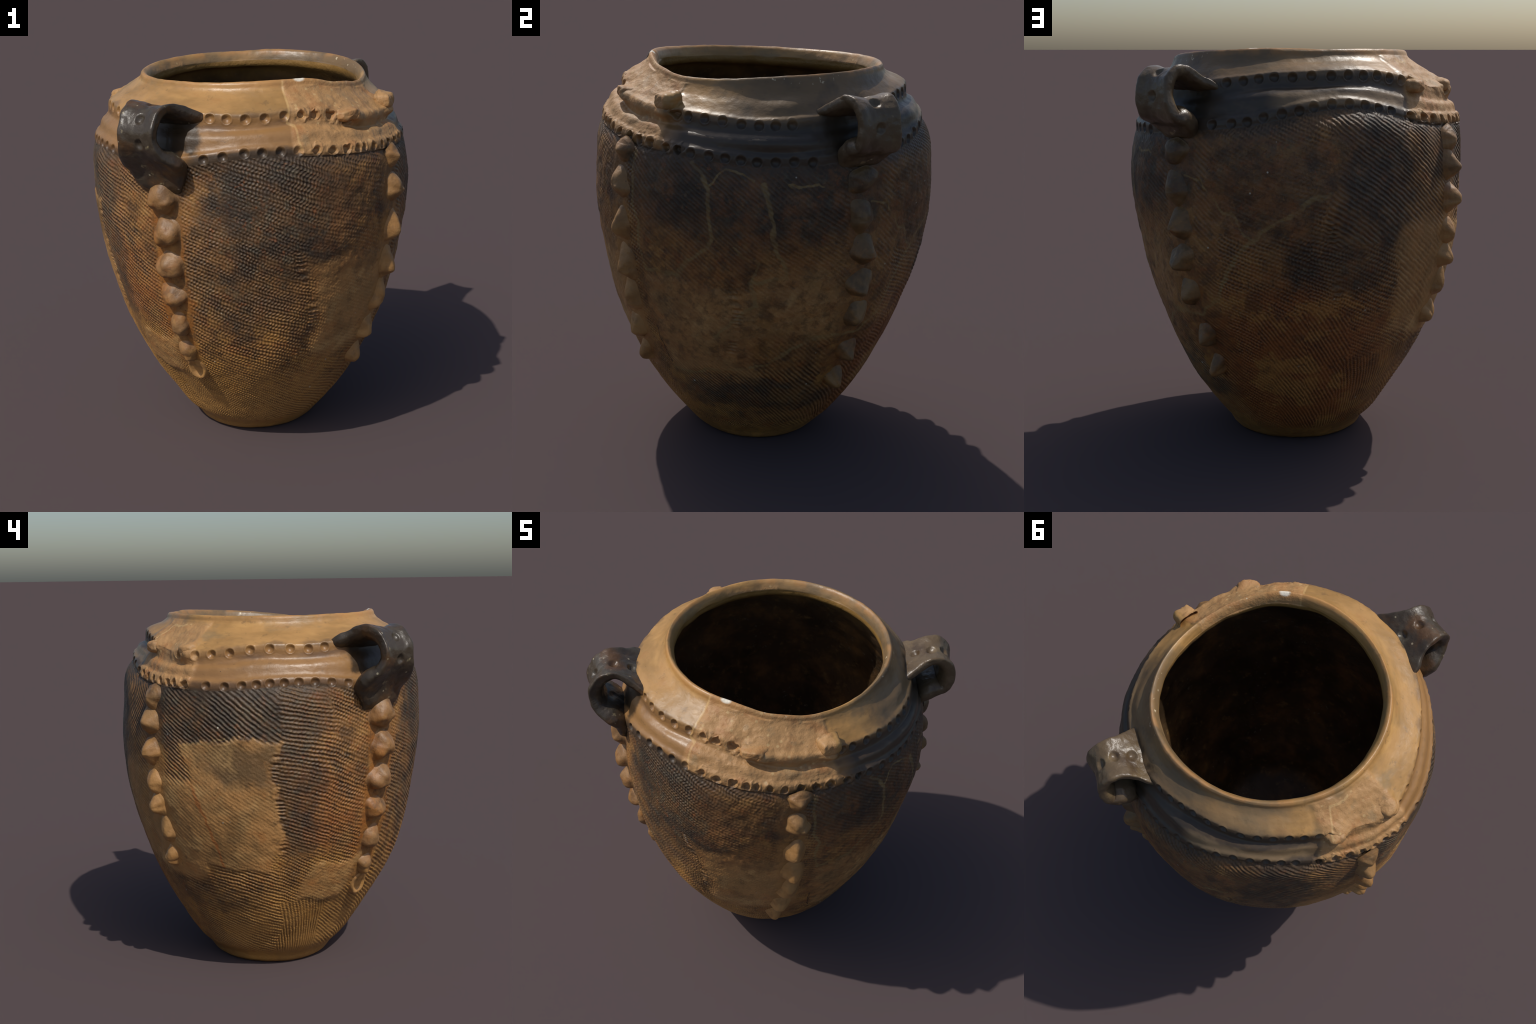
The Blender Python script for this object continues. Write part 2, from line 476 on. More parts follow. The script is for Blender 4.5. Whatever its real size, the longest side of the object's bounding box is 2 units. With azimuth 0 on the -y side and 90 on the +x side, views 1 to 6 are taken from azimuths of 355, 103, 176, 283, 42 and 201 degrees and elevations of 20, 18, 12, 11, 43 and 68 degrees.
# split the one smooth wall into its parts; neighbours share their border row
order = ['base', 'belly', 'shoulder', 'neck', 'rim', 'inner_wall']
wall = {}
for name in order:
    ix = np.where(TAG == name)[0]
    lo, hi = ix[0], ix[-1]
    hi = min(hi + 1, len(TAG) - 1)
    rows = np.arange(lo, hi + 1)
    Pv, Nv = P[rows], N[rows]
    F = grid_faces(len(rows), NAZ)
    V = Pv.reshape(-1, 3); Nn = Nv.reshape(-1, 3)
    # collapse the pole rows into a single vertex fan
    if name == 'base':
        V = np.vstack([V[NAZ:], Pv[0].mean(0)]); Nn = np.vstack([Nn[NAZ:], [[0, 0, -1]]])
        c = len(V) - 1
        j = np.arange(NAZ)
        quads = grid_faces(len(rows) - 1, NAZ)
        fan = np.stack([np.full(NAZ, c), (j + 1) % NAZ, j], -1)
        ob = None
        me = bpy.data.meshes.new(name)
        me.from_pydata(V.tolist(), [], quads.tolist() + fan.tolist())
    elif name == 'inner_wall':
        V = np.vstack([V[:-NAZ], Pv[-1].mean(0)]); Nn = np.vstack([Nn[:-NAZ], [[0, 0, 1]]])
        c = len(V) - 1
        j = np.arange(NAZ); b = (len(rows) - 2) * NAZ
        quads = grid_faces(len(rows) - 1, NAZ)
        fan = np.stack([b + j, b + (j + 1) % NAZ, np.full(NAZ, c)], -1)
        me = bpy.data.meshes.new(name)
        me.from_pydata(V.tolist(), [], quads.tolist() + fan.tolist())
    else:
        wall[name] = add_mesh(name, V, F, Nn)
        continue
    me.update()
    me.polygons.foreach_set('use_smooth', np.ones(len(me.polygons), bool))
    me.normals_split_custom_set_from_vertices(Nn.tolist())
    ob = bpy.data.objects.new(name, me)
    bpy.context.scene.collection.objects.link(ob); ob.parent = root
    wall[name] = ob

# ---- bosses: lumps of clay pressed onto the belly in four columns -------------------
def wall_point(az, z):
    x, y = body_xy(az, z)
    zLr = ring(LO_Z, az)
    return np.stack([x, y, z * np.ones_like(x)], -1)

def boss(az0, z0, wa, wz, height, point=.5, droop=.15, seed=0, name='boss', twist=0.0, smear=0.0):
    """A lump on the wall: wa, wz half sizes; point 0 = round knob, 1 = cone."""
    nr, nc = 26, 44
    rho = np.linspace(0, 1.22, nr)[:, None]
    spread = 1 + .42 * point                              # pointed bosses have drawn-out feet
    wa, wz = wa * spread, wz * spread
    th = np.linspace(0, 2 * PI, nc, endpoint=False)[None, :]
    # irregular, faceted plan
    g = np.random.default_rng(seed)
    wob = 1 + .10 * np.sin(2 * th + g.uniform(0, 6)) + .07 * np.sin(3 * th + g.uniform(0, 6)) + .05 * np.sin(5 * th + g.uniform(0, 6))
    x, y = rho * np.cos(th) * wob, rho * np.sin(th) * wob
    a = az0 + np.degrees((x * wa) / .83)
    ys = np.where(y > 0, y * (1 + smear), y)
    z = z0 + ys * wz
    B = wall_point(a, z)
    e = 1e-3
    n0 = np.cross(wall_point(a + .1, z) - wall_point(a - .1, z), wall_point(a, z + e) - wall_point(a, z - e))
    n0 /= np.linalg.norm(n0, axis=-1, keepdims=True)
    q = np.clip(rho, 0, 1.0)
    knob = np.sqrt(np.maximum(1 - q**2.6, 0)) * .92 + .08 * (1 - q)
    cone = np.maximum(1 - q**2, 0) ** 1.75 * (1 + .10 * (1 - q))   # bell with a blunt tip
    h = (knob * (1 - point) + cone * point) * height * np.ones_like(th)
    h = h * (1 + .24 * noise3(np.stack([x * 1.1, y * 1.1, 0 * x + seed * 3.7], -1), 1.3, seed))
    skirt = .004 * np.exp(-((rho - 1.02) / .10) ** 2) - .006 * smooth01((rho - 1.0) / .22)
    V = B + n0 * (h + skirt)[..., None]
    V[..., 2] -= droop * h * 1.0
    V = V + n0 * (.0030 * fbm(V, 26, 2, seed)[..., None] * smooth01((1.1 - rho) / .3)[..., None])
    V[0] = V[0].mean(0)
    F = grid_faces(nr, nc)[:, ::1]
    ob = add_mesh(name, V.reshape(-1, 3), F)
    return ob

BOSSES = []
COLS = {   # column: list of (azimuth, height, half width, half height, relief, point, droop, smear)
 'a': [(325.2, 1.492, .082, .078, .066, .10, .22, 0), (326.0, 1.318, .070, .068, .062, .18, .22, 0), (326.2, 1.145, .068, .066, .058, .15, .25, 0),
       (325.9, .980, .062, .060, .054, .25, .30, 0), (326.2, .812, .060, .056, .050, .25, .30, 0), (327.0, .650, .056, .052, .048, .35, .30, 0)],
 'b': [(51.1, 1.590, .060, .055, .040, .30, .10, 0), (50.3, 1.425, .062, .060, .058, .50, .05, .2), (49.8, 1.215, .058, .060, .058, .55, .10, .3),
       (50.0, 1.010, .064, .066, .052, .62, .20, .5), (49.6, .830, .064, .066, .050, .62, .20, .5), (47.5, .655, .062, .062, .050, .60, .20, .4),
       (45.5, .505, .056, .056, .054, .62, .22, .2)],
 'c': [(135.0, 1.535, .070, .060, .036, .30, .10, 0), (135.4, 1.362, .070, .064, .064, .55, .20, .2), (136.8, 1.200, .066, .062, .064, .50, .25, .1),
       (136.2, 1.036, .066, .064, .056, .50, .30, .1), (137.6, .872, .062, .058, .050, .55, .30, .1), (139.9, .655, .062, .056, .056, .45, .25, .0),
       (139.7, .475, .058, .052, .058, .40, .25, 0)],
 'd': [(237.0, 1.575, .062, .060, .040, .35, .10, 0), (236.6, 1.448, .060, .062, .060, .48, .10, .2), (237.0, 1.284, .060, .058, .064, .52, .05, .2),
       (237.5, 1.122, .056, .056, .056, .50, .10, .2), (237.5, 1.005, .056, .058, .056, .65, .20, .0), (239.0, .848, .054, .058, .046, .55, .15, .3),
       (237.0, .700, .054, .056, .056, .55, .10, .2)],
}
k = 0
for col in COLS.values():
    for spec in col:
        size, proud = (.94, 1.0) if col is COLS['a'] else (.82, .98)
        BOSSES.append(boss(spec[0], spec[1], spec[2] * size, spec[3] * size, spec[4] * proud, *spec[5:7], seed=100 + k, smear=spec[7]))
        k += 1
# the ring-shaped end of the column under the dark handle, where a boss broke away
def ring_scar(az0, z0):
    nr, nc = 18, 40
    rho = np.linspace(0, 1.3, nr)[:, None]; th = np.linspace(0, 2 * PI, nc, endpoint=False)[None, :]
    x, y = rho * np.cos(th), rho * np.sin(th)
    a = az0 + np.degrees(x * .052 / .70); z = z0 + y * .062
    B = wall_point(a, z); n0 = np.cross(wall_point(a + .1, z) - wall_point(a - .1, z), wall_point(a, z + .001) - wall_point(a, z - .001))
    n0 /= np.linalg.norm(n0, axis=-1, keepdims=True)
    lowside = .35 + .65 * smooth01((-y + .35) / .9)
    h = .020 * np.exp(-((rho - .9) / .22) ** 2) * lowside + .003 - .009 * smooth01((rho - 1.0) / .25)
    V = B + n0 * h[..., None] + n0 * .002 * fbm(B, 40, 2, 9)[..., None]
    V[0] = V[0].mean(0)
    return add_mesh('boss_scar', V.reshape(-1, 3), grid_faces(nr, nc))
scar_ob = ring_scar(328.2, .525)

# ---- handles: broad saddle-backed straps from the upper ridge down to the belly ------
def strap(az0, path, dots, seed, name='handle'):
    """path: (r, z of the outer face, half width, raised edge, thickness, azimuth shift)."""
    path = np.array(path, float)
    d = np.concatenate([[0], np.cumsum(np.hypot(np.diff(path[:, 0]), np.diff(path[:, 1])))])
    s = np.linspace(0, d[-1], 150)
    Q = np.stack([along(d, path[:, i], s) for i in range(6)], -1)
    tr = np.gradient(Q[:, 0]); tz = np.gradient(Q[:, 1]); L = np.hypot(tr, tz); tr, tz = tr / L, tz / L
    nr_, nz_ = -tz, tr                                   # outward normal in the radial plane
    nc = 110
    u = np.linspace(0, 2 * PI, 4001)                       # superellipse section, evenly spaced points
    cx = np.sign(np.cos(u)) * np.abs(np.cos(u)) ** .62
    cy = np.sign(np.sin(u)) * np.abs(np.sin(u)) ** .55
    arc = np.concatenate([[0], np.cumsum(np.hypot(np.diff(cx) * .11, np.diff(cy) * .035))])
    pick = np.linspace(0, arc[-1], nc, endpoint=False)
    cx, cy = np.interp(pick, arc, cx), np.interp(pick, arc, cy)
    V = np.zeros((len(s), nc, 3))
    for i in range(len(s)):
        r, z, w, e, th, da = Q[i]
        lat = cx * w
        off = (cy - 1) * .5 * th + e * np.abs(cx) ** 2.4
        rr = r + nr_[i] * off; zz = z + nz_[i] * off
        t0 = math.radians(az0 + da)
        er = np.array([math.sin(t0), -math.cos(t0), 0]); et = np.array([math.cos(t0), math.sin(t0), 0])
        V[i] = rr[:, None] * er + lat[:, None] * et; V[i, :, 2] += zz
    n = np.cross(np.roll(V, -1, 1) - np.roll(V, 1, 1), np.gradient(V, axis=0)); n /= np.linalg.norm(n, axis=-1, keepdims=True) + 1e-9
    cen = V.mean(1, keepdims=True)
    if np.mean(np.sum(n * (V - cen), -1)) < 0: n = -n; rev = True
    else: rev = False
    dd = .0070 * fbm(V, 7, 3, seed) + .0025 * fbm(V, 30, 2, seed + 3)
    for (r, z, da, rad) in dots:
        c = polar(r, az0 + da, z)
        q = np.linalg.norm(V - c, axis=-1) / rad
        dd -= .016 * np.maximum(1 - q**2, 0) ** .8
    V = V + n * dd[..., None]
    F = grid_faces(len(s), nc)
    if rev: F = F[:, ::-1]
    return add_mesh(name, V.reshape(-1, 3), F)

H1 = [(.660, 1.845, .205, .012, .055, 0), (.720, 1.878, .188, .020, .062, -.2), (.770, 1.904, .150, .027, .068, -.6), (.840, 1.928, .118, .032, .070, -.9),
      (.903, 1.920, .108, .033, .070, -.9), (.952, 1.880, .102, .032, .068, -.8), (.980, 1.826, .100, .030, .066, -.6), (.982, 1.772, .104, .028, .066, -.5),
      (.962, 1.715, .124, .026, .072, -.3), (.920, 1.660, .162, .018, .092, 0), (.886, 1.605, .158, .006, .10, 0), (.868, 1.545, .132, .0, .06, .4), (.835, 1.50, .105, .0, .05, .4)]
D1 = [(.755, 1.900, .3, .026), (.850, 1.927, -.3, .026), (.953, 1.880, -.1, .026), (.978, 1.773, .3, .025)]
handle_a = strap(324.3, H1, D1, 51)
H2 = [(.665, 1.825, .175, .000, .05, 0), (.725, 1.856, .155, .008, .055, .4), (.768, 1.878, .132, .016, .062, 0), (.840, 1.910, .110, .024, .066, 0),
      (.902, 1.906, .106, .027, .066, 0), (.948, 1.868, .104, .027, .068, .2), (.970, 1.812, .103, .026, .070, .4), (.972, 1.752, .108, .024, .072, .7),
      (.952, 1.692, .114, .020, .075, 1.2), (.888, 1.650, .128, .010, .09, 1.2), (.845, 1.605, .115, .0, .08, 1), (.800, 1.57, .09, .0, .05, .5)]
D2 = [(.764, 1.876, .2, .027), (.848, 1.914, -.6, .028), (.922, 1.893, 0, .027), (.980, 1.790, .4, .026)]
handle_b = strap(133.7, H2, D2, 77)

# ---- stubs left by the two lost handles ----------------------------------------------
def stub(az0, r0, z0, length, wa, wz, lift, seed, name='broken_lug'):
    """Ragged root of a lost handle, worn into the ridge it grew from."""
    nr, nc = 30, 40
    t = np.linspace(0, 1, nr)[:, None]; u = np.linspace(0, 2 * PI, nc, endpoint=False)[None, :]
    sq = (np.abs(np.cos(u))**3 + np.abs(np.sin(u))**3) ** (-1 / 3)
    taper = (1 - .45 * t) * np.where(t < .7, 1, np.sqrt(np.maximum(1 - ((t - .7) / .3)**2, 0)) )
    x = wa * np.cos(u) * sq * taper; y = wz * np.sin(u) * sq * taper + lift * t
    r = r0 - .05 + (length + .05) * (1 - (1 - t) ** 1.3) + 0 * u
    V = polar(r, az0 + np.degrees(x / .78), z0 + y)
    rough = fbm(V, 12, 4, seed)[..., None] * .015
    c = polar(r0 - .06, az0, z0)
    V = V + (V - c) / np.linalg.norm(V - c, axis=-1, keepdims=True) * rough
    V[-1] = V[-1].mean(0)
    return add_mesh(name, V.reshape(-1, 3), grid_faces(nr, nc))
LUGS = [stub(35.0, .762, 1.820, .030, .092, .042, .008, 1), stub(65.0, .748, 1.826, .034, .072, .052, .006, 2),
        stub(225.6, .738, 1.822, .030, .070, .046, .004, 3), stub(248.6, .760, 1.816, .028, .066, .040, .006, 4)]

# =====================================================================================
# 6.  Materials
# =====================================================================================
def lin(hexcol):
    c = [int(hexcol[i:i + 2], 16) / 255 for i in (0, 2, 4)]
    return tuple(((v + .055) / 1.055) ** 2.4 if v > .04045 else v / 12.92 for v in c) + (1.0,)

class Mat:
    def __init__(s, name):
        s.m = bpy.data.materials.new(name); s.m.use_nodes = True
        s.t = s.m.node_tree; s.t.nodes.clear(); Sock.tree = s.t
        s.out = s.t.nodes.new('ShaderNodeOutputMaterial'); s.bsdf = s.t.nodes.new('ShaderNodeBsdfPrincipled')
        s.t.links.new(s.bsdf.outputs[0], s.out.inputs[0])
        tc = s.t.nodes.new('ShaderNodeTexCoord'); s.co = tc.outputs['Object']
        sx = s.t.nodes.new('ShaderNodeSeparateXYZ'); s.t.links.new(s.co, sx.inputs[0])
        X, Y, s.z = Sock(sx.outputs[0]), Sock(sx.outputs[1]), Sock(sx.outputs[2])
        s.az = X._m('ARCTAN2', Y * -1.0) * (180 / PI)
        s.col = None
    def noise(s, scale, detail=3, rough=.55, stretch=(1, 1, 1), lo=.35, hi=.65, distortion=0.0):
        Sock.tree = s.t
        n = s.t.nodes.new('ShaderNodeTexNoise'); n.inputs['Scale'].default_value = scale
        n.inputs['Detail'].default_value = detail; n.inputs['Roughness'].default_value = rough
        n.inputs['Distortion'].default_value = distortion
        mp = s.t.nodes.new('ShaderNodeMapping'); mp.inputs['Scale'].default_value = stretch
        mp.inputs['Location'].default_value = (scale * .37, -scale * .21, scale * .13)
        s.t.links.new(s.co, mp.inputs[0]); s.t.links.new(mp.outputs[0], n.inputs['Vector'])
        v = Sock(n.outputs[0])
        return v if lo is None else step_(v, lo, hi)
    def specks(s, scale, size, density):
        Sock.tree = s.t
        n = s.t.nodes.new('ShaderNodeTexVoronoi'); n.inputs['Scale'].default_value = scale
        s.t.links.new(s.co, n.inputs['Vector'])
        sc = s.t.nodes.new('ShaderNodeSeparateColor'); s.t.links.new(n.outputs['Color'], sc.inputs[0])
        return step_(Sock(n.outputs['Distance']), size, size * .5) * step_(Sock(sc.outputs[0]), 1 - density, 1 - density + .01)
    def base(s, hexcol):
        r = s.t.nodes.new('ShaderNodeRGB'); r.outputs[0].default_value = lin(hexcol); s.col = r.outputs[0]
    def over(s, hexcol, mask, k=1.0):
        """Lay a colour over what is there, through a mask."""
        Sock.tree = s.t
        mx = s.t.nodes.new('ShaderNodeMix'); mx.data_type = 'RGBA'
        f = mask * k if k != 1.0 else mask
        s.t.links.new(f.k, mx.inputs[0]); s.t.links.new(s.col, mx.inputs[6]); mx.inputs[7].default_value = lin(hexcol)
        s.col = mx.outputs[2]
    def finish(s, rough, bump_terms, spec=.5):
        Sock.tree = s.t
        s.t.links.new(s.col, s.bsdf.inputs['Base Color'])
        if isinstance(rough, Sock): s.t.links.new(rough.k, s.bsdf.inputs['Roughness'])
        else: s.bsdf.inputs['Roughness'].default_value = rough
        s.bsdf.inputs['Specular IOR Level'].default_value = spec
        if bump_terms is not None:
            b = s.t.nodes.new('ShaderNodeBump'); b.inputs['Distance'].default_value = 1.0; b.inputs['Strength'].default_value = 1.0
            s.t.links.new(bump_terms.k, b.inputs['Height']); s.t.links.new(b.outputs[0], s.bsdf.inputs['Normal'])
        return s.m

def seg_line(az, z, a0, z0, a1, z1, w):
    """Mask of a thin line between two points of the unrolled wall."""
    ax, bx = dwrap(az - a0) * .0143, float(wrap180(a1 - a0)) * .0143
    ay, by = z - z0, z1 - z0
    L2 = bx * bx + by * by
    t = min_(max_((ax * bx + ay * by) / L2, 0.0), 1.0)
    dx, dy = ax - t * bx, ay - t * by
    return step_(sqrt_(dx * dx + dy * dy), w, w * .35)

def polyline(az, z, pts, w):
    m = None
    for (a0, z0), (a1, z1) in zip(pts[:-1], pts[1:]):
        q = seg_line(az, z, a0, z0, a1, z1, w)
        m = q if m is None else max_(m, q)
    return m

def jiggled(m, amp=1.0):
    """Azimuth and height with noise added, so painted borders run ragged."""
    n1, n2 = m.noise(6, 4, .6, lo=None), m.noise(7.3, 4, .6, lo=None)
    return m.az + (n1 - .5) * (26 * amp), m.z + (n2 - .5) * (.34 * amp)

# ---------------------------------------------------------------- belly
def belly_material(name='cord_marked_clay', tint=None, dark=None):
    """Cord-marked wall; with a tint: the same firing colours on plain, unmarked lumps."""
    m = Mat(name)
    az, z = m.az, m.z
    a, h = jiggled(m)
    ra, rz = m.az + (m.noise(16, 5, .65, lo=None) - .5) * 11.0, m.z + (m.noise(19, 5, .65, lo=None) - .5) * .13
    below = ridge_height(az, LO_H) - z                    # distance below the lower ridge
    m.base('94693a')
    mid = m.noise(9, 4, .6, lo=.38, hi=.64)
    spots = m.noise(21, 4, .65, lo=.50, hi=.66)
    m.over('6b4a29', mid, .70)
    m.over('a97c43', m.noise(13, 4, .6, lo=.5, hi=.72), .75)
    m.over('8f5224', m.noise(11, 5, .65, lo=.52, hi=.70), .70)
    # rust fields
    m.over('8a4d20', max_(blob(a, h, 176, .48, 36, .50), blob(a, h, 303, 1.0, 13, .22) * .7), .78)
    m.over('9a6128', max_(blob(a, h, 320.5, 1.05, 3, .42), blob(a, h, 331, .95, 1.6, .4)), .7)
    # golden foot, brighter on the front
    m.over('b8894a', step_(h, .80, .30) * step_(abs_(dwrap(az + 35)), 100, 50), .75)
    m.over('8a6432', step_(z, .14, .06), .6)
    # soot
    soot = max_(blob(a, h, 262, 1.52, 40, .22), blob(a, h, 2, 1.42, 26, .34))
    soot = max_(soot, max_(blob(a, h, 98, 1.50, 50, .28), blob(a, h, 202, 1.40, 17, .34)))
    soot = max_(soot, max_(blob(a, h, 292, 1.20, 10, .48) * .8, blob(a, h, 350, 1.02, 18, .26) * .7))
    soot = max_(soot, blob(a, h, 168, 1.42, 22, .30) * .65)
    soot = max_(soot, blob(a, h, 190, 1.05, 20, .16) * .8)
    soot = max_(soot, blob(a, h, 108, .36, 36, .11) * .8)
    soot = max_(soot, blob(a, h, 250, .50, 28, .12) * .5)
    soot = max_(soot, blob(a, h, 10, .85, 8, .20) * .45)
    soot = max_(soot, blob(a, h, 45, 1.42, 6, .10) * .8)
    soot = max_(soot, m.noise(6, 6, .7, lo=.52, hi=.68) * step_(h, .45, .95) * .6)
    m.over('372f26', soot * (.70 + .30 * mid), .95)
    m.over('5c5745', soot * spots, .55)
    m.over('6d4323', soot * m.noise(17, 5, .65, lo=.52, hi=.68), .60)
    m.over('2b241c', soot * m.noise(4.3, 4, .6, lo=.50, hi=.66), .6)
    # cloudy firing patches with fairly crisp edges
    m.over('b0803f', m.noise(4.6, 7, .68, lo=.51, hi=.58) * (1 - soot * .8) * (.25 + .75 * step_(h, 1.20, .75)), .55)
    m.over('2e2419', m.noise(5.4, 7, .70, lo=.54, hi=.60) * step_(h, .2, .6), .42)
    # firing freckles: fine dark and bright mottle
    m.over('2c2118', m.noise(27, 5, .7, lo=.54, hi=.66) * step_(h, .15, .6), .50)
    m.over('b07c3e', m.noise(31, 5, .7, lo=.57, hi=.68) * (1 - soot * .6), .45)
    m.over('8a4a1e', m.noise(23, 5, .7, lo=.58, hi=.68), .50)
    # repair clay and scoured wall
    rep, worn = repair_mask(ra, rz), worn_mask(ra, rz)
    m.over('b58650', rep, .88)
    m.over('876a40', rep * mid, .5)
    m.over('574630', rep * blob(a, h, 272, 1.25, 13, .11), .7)
    m.over('a86c36', rep * m.noise(7, 4, .6, lo=.55, hi=.7), .5)
    m.over('c9a066', rep * m.noise(6, 4, .6, lo=.50, hi=.68), .55)
    m.over('5a4328', rep * m.noise(24, 5, .7, lo=.56, hi=.68), .5)
    m.over('6e5432', rep * m.noise(3.6, 4, .6, lo=.52, hi=.66), .55)
    m.over('86562e', worn * m.noise(8, 5, .65, lo=.45, hi=.65), .6)
    m.over('3c2c1d', worn * m.noise(15, 5, .7, lo=.46, hi=.62), .55)
    # buff smears of clay beside the boss columns
    m.over('a87a44', max_(blob(a, h, 50, 1.02, 5, .55), blob(a, h, 239, 1.00, 6, .45)) * (1 - soot * .6), .6)
    # cord marks: darker in the hollows, paler strand tops
    uneven = .30 + .70 * m.noise(6, 5, .65, lo=.38, hi=.58)
    if tint:
        m.over(tint, m.noise(8, 4, .6, lo=.30, hi=.60), .60)
        m.over(dark, m.noise(12, 4, .6, lo=.48, hi=.66), .55)
        m.over('352a20', m.specks(40, .2, .06), .5)
        return m.finish(.50, m.noise(30, 4, .6, lo=None) * .004, .45)
    c = cord(az, z) + (m.noise(48, 3, .6, lo=None) - .5) * 1.5
    k = cord_strength(az, z) * uneven
    m.over('2b1e13', step_(c, -.05, -.75) * k, .58)
    m.over('b48d54', step_(c, .30, 1.0) * k * (1 - soot * .8), .30)
    m.over('6e6753', step_(c, .30, 1.0) * k * soot, .30)
    # smoky edge under the lower ridge
    m.over('44382b', step_(below + (mid - .5) * .06, .080, .020), .72)
    # fracture lines filled with pale paste
    la, lz = az + (m.noise(7, 4, .5, lo=None) - .5) * 7.0, z + (m.noise(8, 4, .5, lo=None) - .5) * .10
    lines = polyline(la, lz, [(57, 1.58), (57.5, 1.47), (59, 1.23), (60, 1.02), (74, 1.04), (87, 1.24), (86, 1.48), (81, 1.59)], .013)
    lines = max_(lines, polyline(la, lz, [(86, 1.49), (92, 1.58), (100, 1.55)], .008))
    lines = max_(lines, polyline(la, lz, [(103, 1.53), (109, 1.20), (112, 1.09), (101, 1.05), (102, .93), (87, .73)], .014))
    lines = max_(lines, polyline(la, lz, [(95, 1.22), (103, 1.15), (101, 1.05)], .008))
    lines = max_(lines, polyline(la, lz, [(110, 1.51), (122, 1.51)], .008))
    lines = max_(lines, polyline(la, lz, [(63, .47), (74, .48), (94, .54), (108, .59), (121, .74), (142, .76), (149, .85), (156, 1.07), (165, 1.19), (174, 1.29), (185, 1.37)], .013))
    lines = max_(lines, polyline(la, lz, [(139, 1.42), (146, 1.41), (153, 1.28), (163, 1.15)], .008))
    lines = max_(lines, polyline(la, lz, [(252, 1.33), (258, 1.35), (267, 1.39)], .007))
    lines = max_(lines, polyline(la, lz, [(239, 1.33), (244, 1.26), (252, 1.16)], .007))
    m.over('8f774a', lines * (.35 + .65 * m.noise(12, 3, .6, lo=.35, hi=.6)), .68)
    m.over('2a160c', polyline(la, lz, [(61, .72), (61, .62), (63, .50)], .005), .9)
    m.over('a05a26', polyline(la, lz, [(263, .69), (260, .85), (257, 1.0), (255, 1.13)], .012), .6)
    # stray flecks of lime
    m.over('c8c2ae', m.specks(26, .16, .06) * m.noise(4, 2, .5, lo=.50, hi=.6), .8)
    bump = c * k * .0018 + m.noise(55, 4, .65, lo=None) * .0040 + m.noise(18, 4, .6, lo=None) * .004
    return m.finish(.50 + mid * .12, bump, .45)

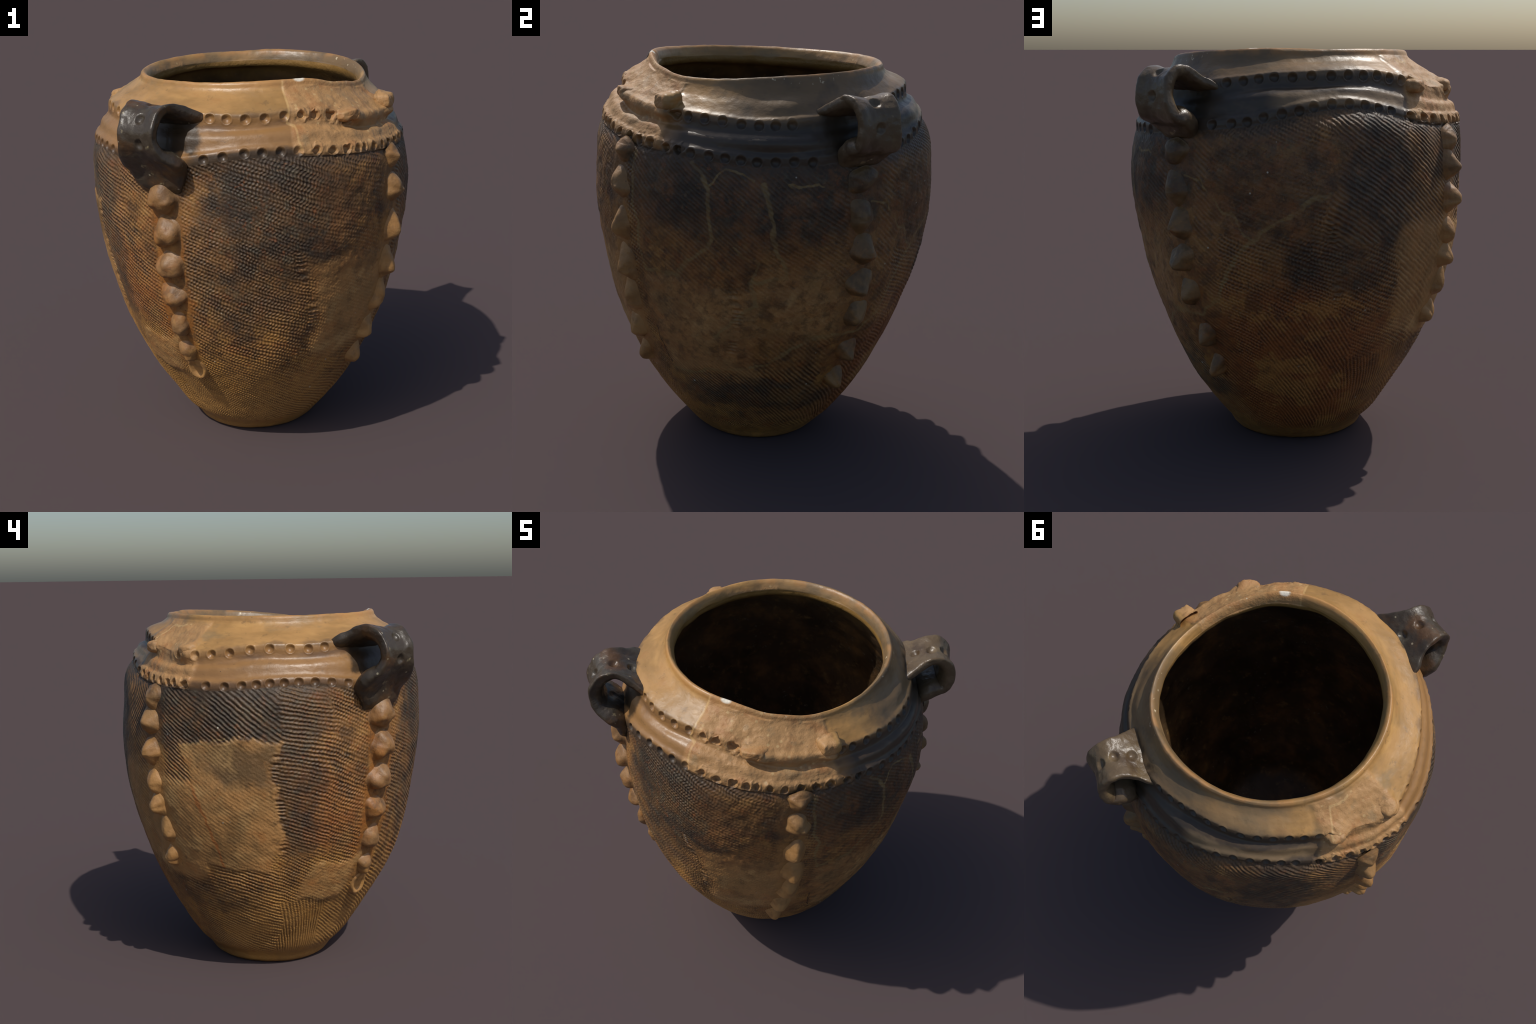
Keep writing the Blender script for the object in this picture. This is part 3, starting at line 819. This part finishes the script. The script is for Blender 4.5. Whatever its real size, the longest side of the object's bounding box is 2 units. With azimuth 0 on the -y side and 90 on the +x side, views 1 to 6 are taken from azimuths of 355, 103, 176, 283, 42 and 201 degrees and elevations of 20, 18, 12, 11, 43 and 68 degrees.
# ---------------------------------------------------------------- neck, rim, shoulder
def burnished_material():
    m = Mat('burnished_clay')
    az, z = m.az, m.z
    a, h = jiggled(m, .40)
    up = ridge_height(az, UP_H)
    lo = ridge_height(az, LO_H)
    n = (m.noise(9, 4, .6, stretch=(1, 1, 2.5), lo=None) - .5) * .05
    du, dl = z - up + n, z - lo + n                        # height above the two ridges
    m.base('b28750')
    bands = m.noise(4.5, 4, .55, stretch=(1, 1, 4.5), lo=.38, hi=.66)
    m.over('94703f', bands, .75)
    m.over('c29659', m.noise(6, 3, .5, stretch=(1, 1, 3.5), lo=.52, hi=.75), .6)
    m.over('a3723f', m.noise(8, 4, .6, stretch=(1, 1, 3), lo=.56, hi=.72), .45)
    m.over('7d6a4c', m.noise(3.4, 4, .6, stretch=(1, 1, 2.2), lo=.52, hi=.68), .6)
    # brown belt between the ridges, dark lines along the ridges themselves
    belt = step_(du, .030, -.010)
    m.over('8a643c', belt, .78)
    m.over('9c7444', belt * m.noise(6, 4, .6, stretch=(1, 1, 3), lo=.5, hi=.7), .6)
    m.over('5f4530', step_(abs_(du + .038), .030, .006) * bands, .7)
    m.over('5a4634', step_(abs_(du - .018), .020, .004) * m.noise(5, 3, .5, lo=.42, hi=.6), .55)
    # smoked side: grey-black from the right round to the back
    grey = step_(abs_(dwrap(a - 130)), 52, 30)
    m.over('5f5240', grey, .70)
    m.over('4b4338', grey * m.noise(5, 4, .6, lo=.5, hi=.68), .6)
    m.over('75634a', step_(abs_(dwrap(a - 200)), 42, 30) * m.noise(4, 3, .5, lo=.35, hi=.6), .65)
    black = step_(abs_(dwrap(a - 145)), 80, 68)
    m.over('39322a', belt * black, .88)
    m.over('5b4d3d', belt * black * m.noise(7, 4, .6, stretch=(1, 1, 2), lo=.52, hi=.70), .6)
    crown = step_(abs_(du + .098), .040, .018) * step_(abs_(dwrap(az - 192)), 28, 20)
    m.over('8c7352', crown, .75)
    low = step_(dl, .030, .002)
    m.over('3a322a', low * step_(abs_(dwrap(a - 354)), 22, 15), .88)
    m.over('4d3828', low * step_(abs_(dwrap(a - 284)), 36, 28), .70)
    # mended stretches: flat buff clay
    aw, hw = wobble(az, z, .6)
    mend = max_(box(aw, hw, 11, 66, 1.66, 2.1, 1.0, .02), box(aw, hw, 219, 253, 1.64, 1.955, 1.2, .02))
    mend = mend * step_(dl, -.022, -.004)
    m.over('b08656', mend, .9)
    m.over('a06a3a', mend * m.noise(9, 4, .6, lo=.5, hi=.68), .55)
    m.over('c9a874', mend * m.specks(30, .30, .25), .6)
    m.over('8f7a58', mend * m.noise(12, 4, .6, lo=.55, hi=.7), .5)
    m.over('caa56c', polyline(aw, hw, [(11, 1.99), (10.5, 1.9), (9.5, 1.82), (12.5, 1.80), (13.5, 1.70)], .008), .5)
    m.over('c9a874', polyline(aw, hw, [(222, 1.84), (226, 1.93), (236, 1.95)], .007), .5)
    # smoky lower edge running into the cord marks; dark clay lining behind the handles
    m.over('44382b', step_(dl, -.004, -.022), .75)
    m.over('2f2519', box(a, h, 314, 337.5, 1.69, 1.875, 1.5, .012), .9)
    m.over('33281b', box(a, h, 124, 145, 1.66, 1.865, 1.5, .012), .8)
    # lip: pale rubbed edge with chips
    m.over('b8834a', step_(z, 1.955, 1.985) * m.noise(10, 3, .5, lo=.4, hi=.6), .5)
    m.over('d8c7a4', m.noise(34, 3, .6, lo=.64, hi=.70) * step_(abs_(dwrap(az - 80)), 62, 45) * step_(z - .03, 1.90, 1.915), .8)
    m.over('ece4d0', blob(az, z, 19.5, 2.0, 2.6, .014), .9)
    m.over('5f4a30', m.noise(20, 5, .7, stretch=(1, 1, 1.6), lo=.58, hi=.70), .40)
    m.over('4a3b28', m.specks(34, .13, .07), .7)
    bump = m.noise(12, 4, .55, stretch=(1, 1, 2.5), lo=None) * .0022 + m.noise(70, 3, .6, lo=None) * .0008 * (1 + mend * 2.0) + mend * m.noise(22, 4, .6, lo=None) * .004
    return m.finish(.38 + .18 * mend + bands * .08, bump, .5)

def interior_material():
    m = Mat('lightened_inside')
    a, h = jiggled(m, .4)
    m.base('54402a')  # browns lightened because hardly any light reaches the inside
    m.over('8a6238', m.noise(5, 5, .65, lo=.45, hi=.7), .8)
    m.over('2c2115', m.noise(2.2, 4, .6, lo=.45, hi=.62), .7)
    m.over('a07c4a', m.noise(14, 5, .65, lo=.56, hi=.75), .6)
    m.over('8a8474', m.noise(40, 3, .6, lo=.62, hi=.7) * m.noise(4, 3, .5, lo=.52, hi=.62), .5)
    m.over('94703a', step_(h, 1.80, 1.93), .9)
    bump = m.noise(18, 5, .6, lo=None) * .008
    return m.finish(.5, bump, .45)

def handle_material(name, body, a1, a2, pale):
    m = Mat(name)
    m.base(body)
    m.over(a1, m.noise(6, 4, .6, lo=.48, hi=.68), .8)
    m.over(a2, m.noise(10, 4, .6, lo=.52, hi=.70), .6)
    m.over(pale, m.noise(16, 3, .6, lo=.66, hi=.74), .6)
    m.over('b8ad90', m.specks(30, .22, .10), .6)
    bump = m.noise(20, 4, .6, lo=None) * .005 + m.noise(80, 3, .6, lo=None) * .0008
    return m.finish(.36, bump, .5)

MB, MS, MI = belly_material(), burnished_material(), interior_material()
for n in ('belly', 'base'): wall[n].data.materials.append(MB)
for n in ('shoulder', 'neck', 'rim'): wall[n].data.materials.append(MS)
wall['inner_wall'].data.materials.append(MI)
tanb = belly_material('boss_clay_brown', '96744e', '5f4226')
buff = belly_material('boss_clay_buff', 'ae8452', '7a5733')
dull = belly_material('boss_clay_dull', '77613f', '4a3826')
groups = [tanb] * 6 + [buff] * 7 + [dull] * 7 + [buff] * 7
for ob, mt in zip(BOSSES, groups): ob.data.materials.append(mt)
scar_ob.data.materials.append(buff)
handle_a.data.materials.append(handle_material('smoked_handle_clay', '3f362b', '5a3f25', '565042', '9a8c6a'))
handle_b.data.materials.append(handle_material('grey_handle_clay', '63523c', '463524', '7a684a', '9c8660'))
for ob in LUGS: ob.data.materials.append(MS)
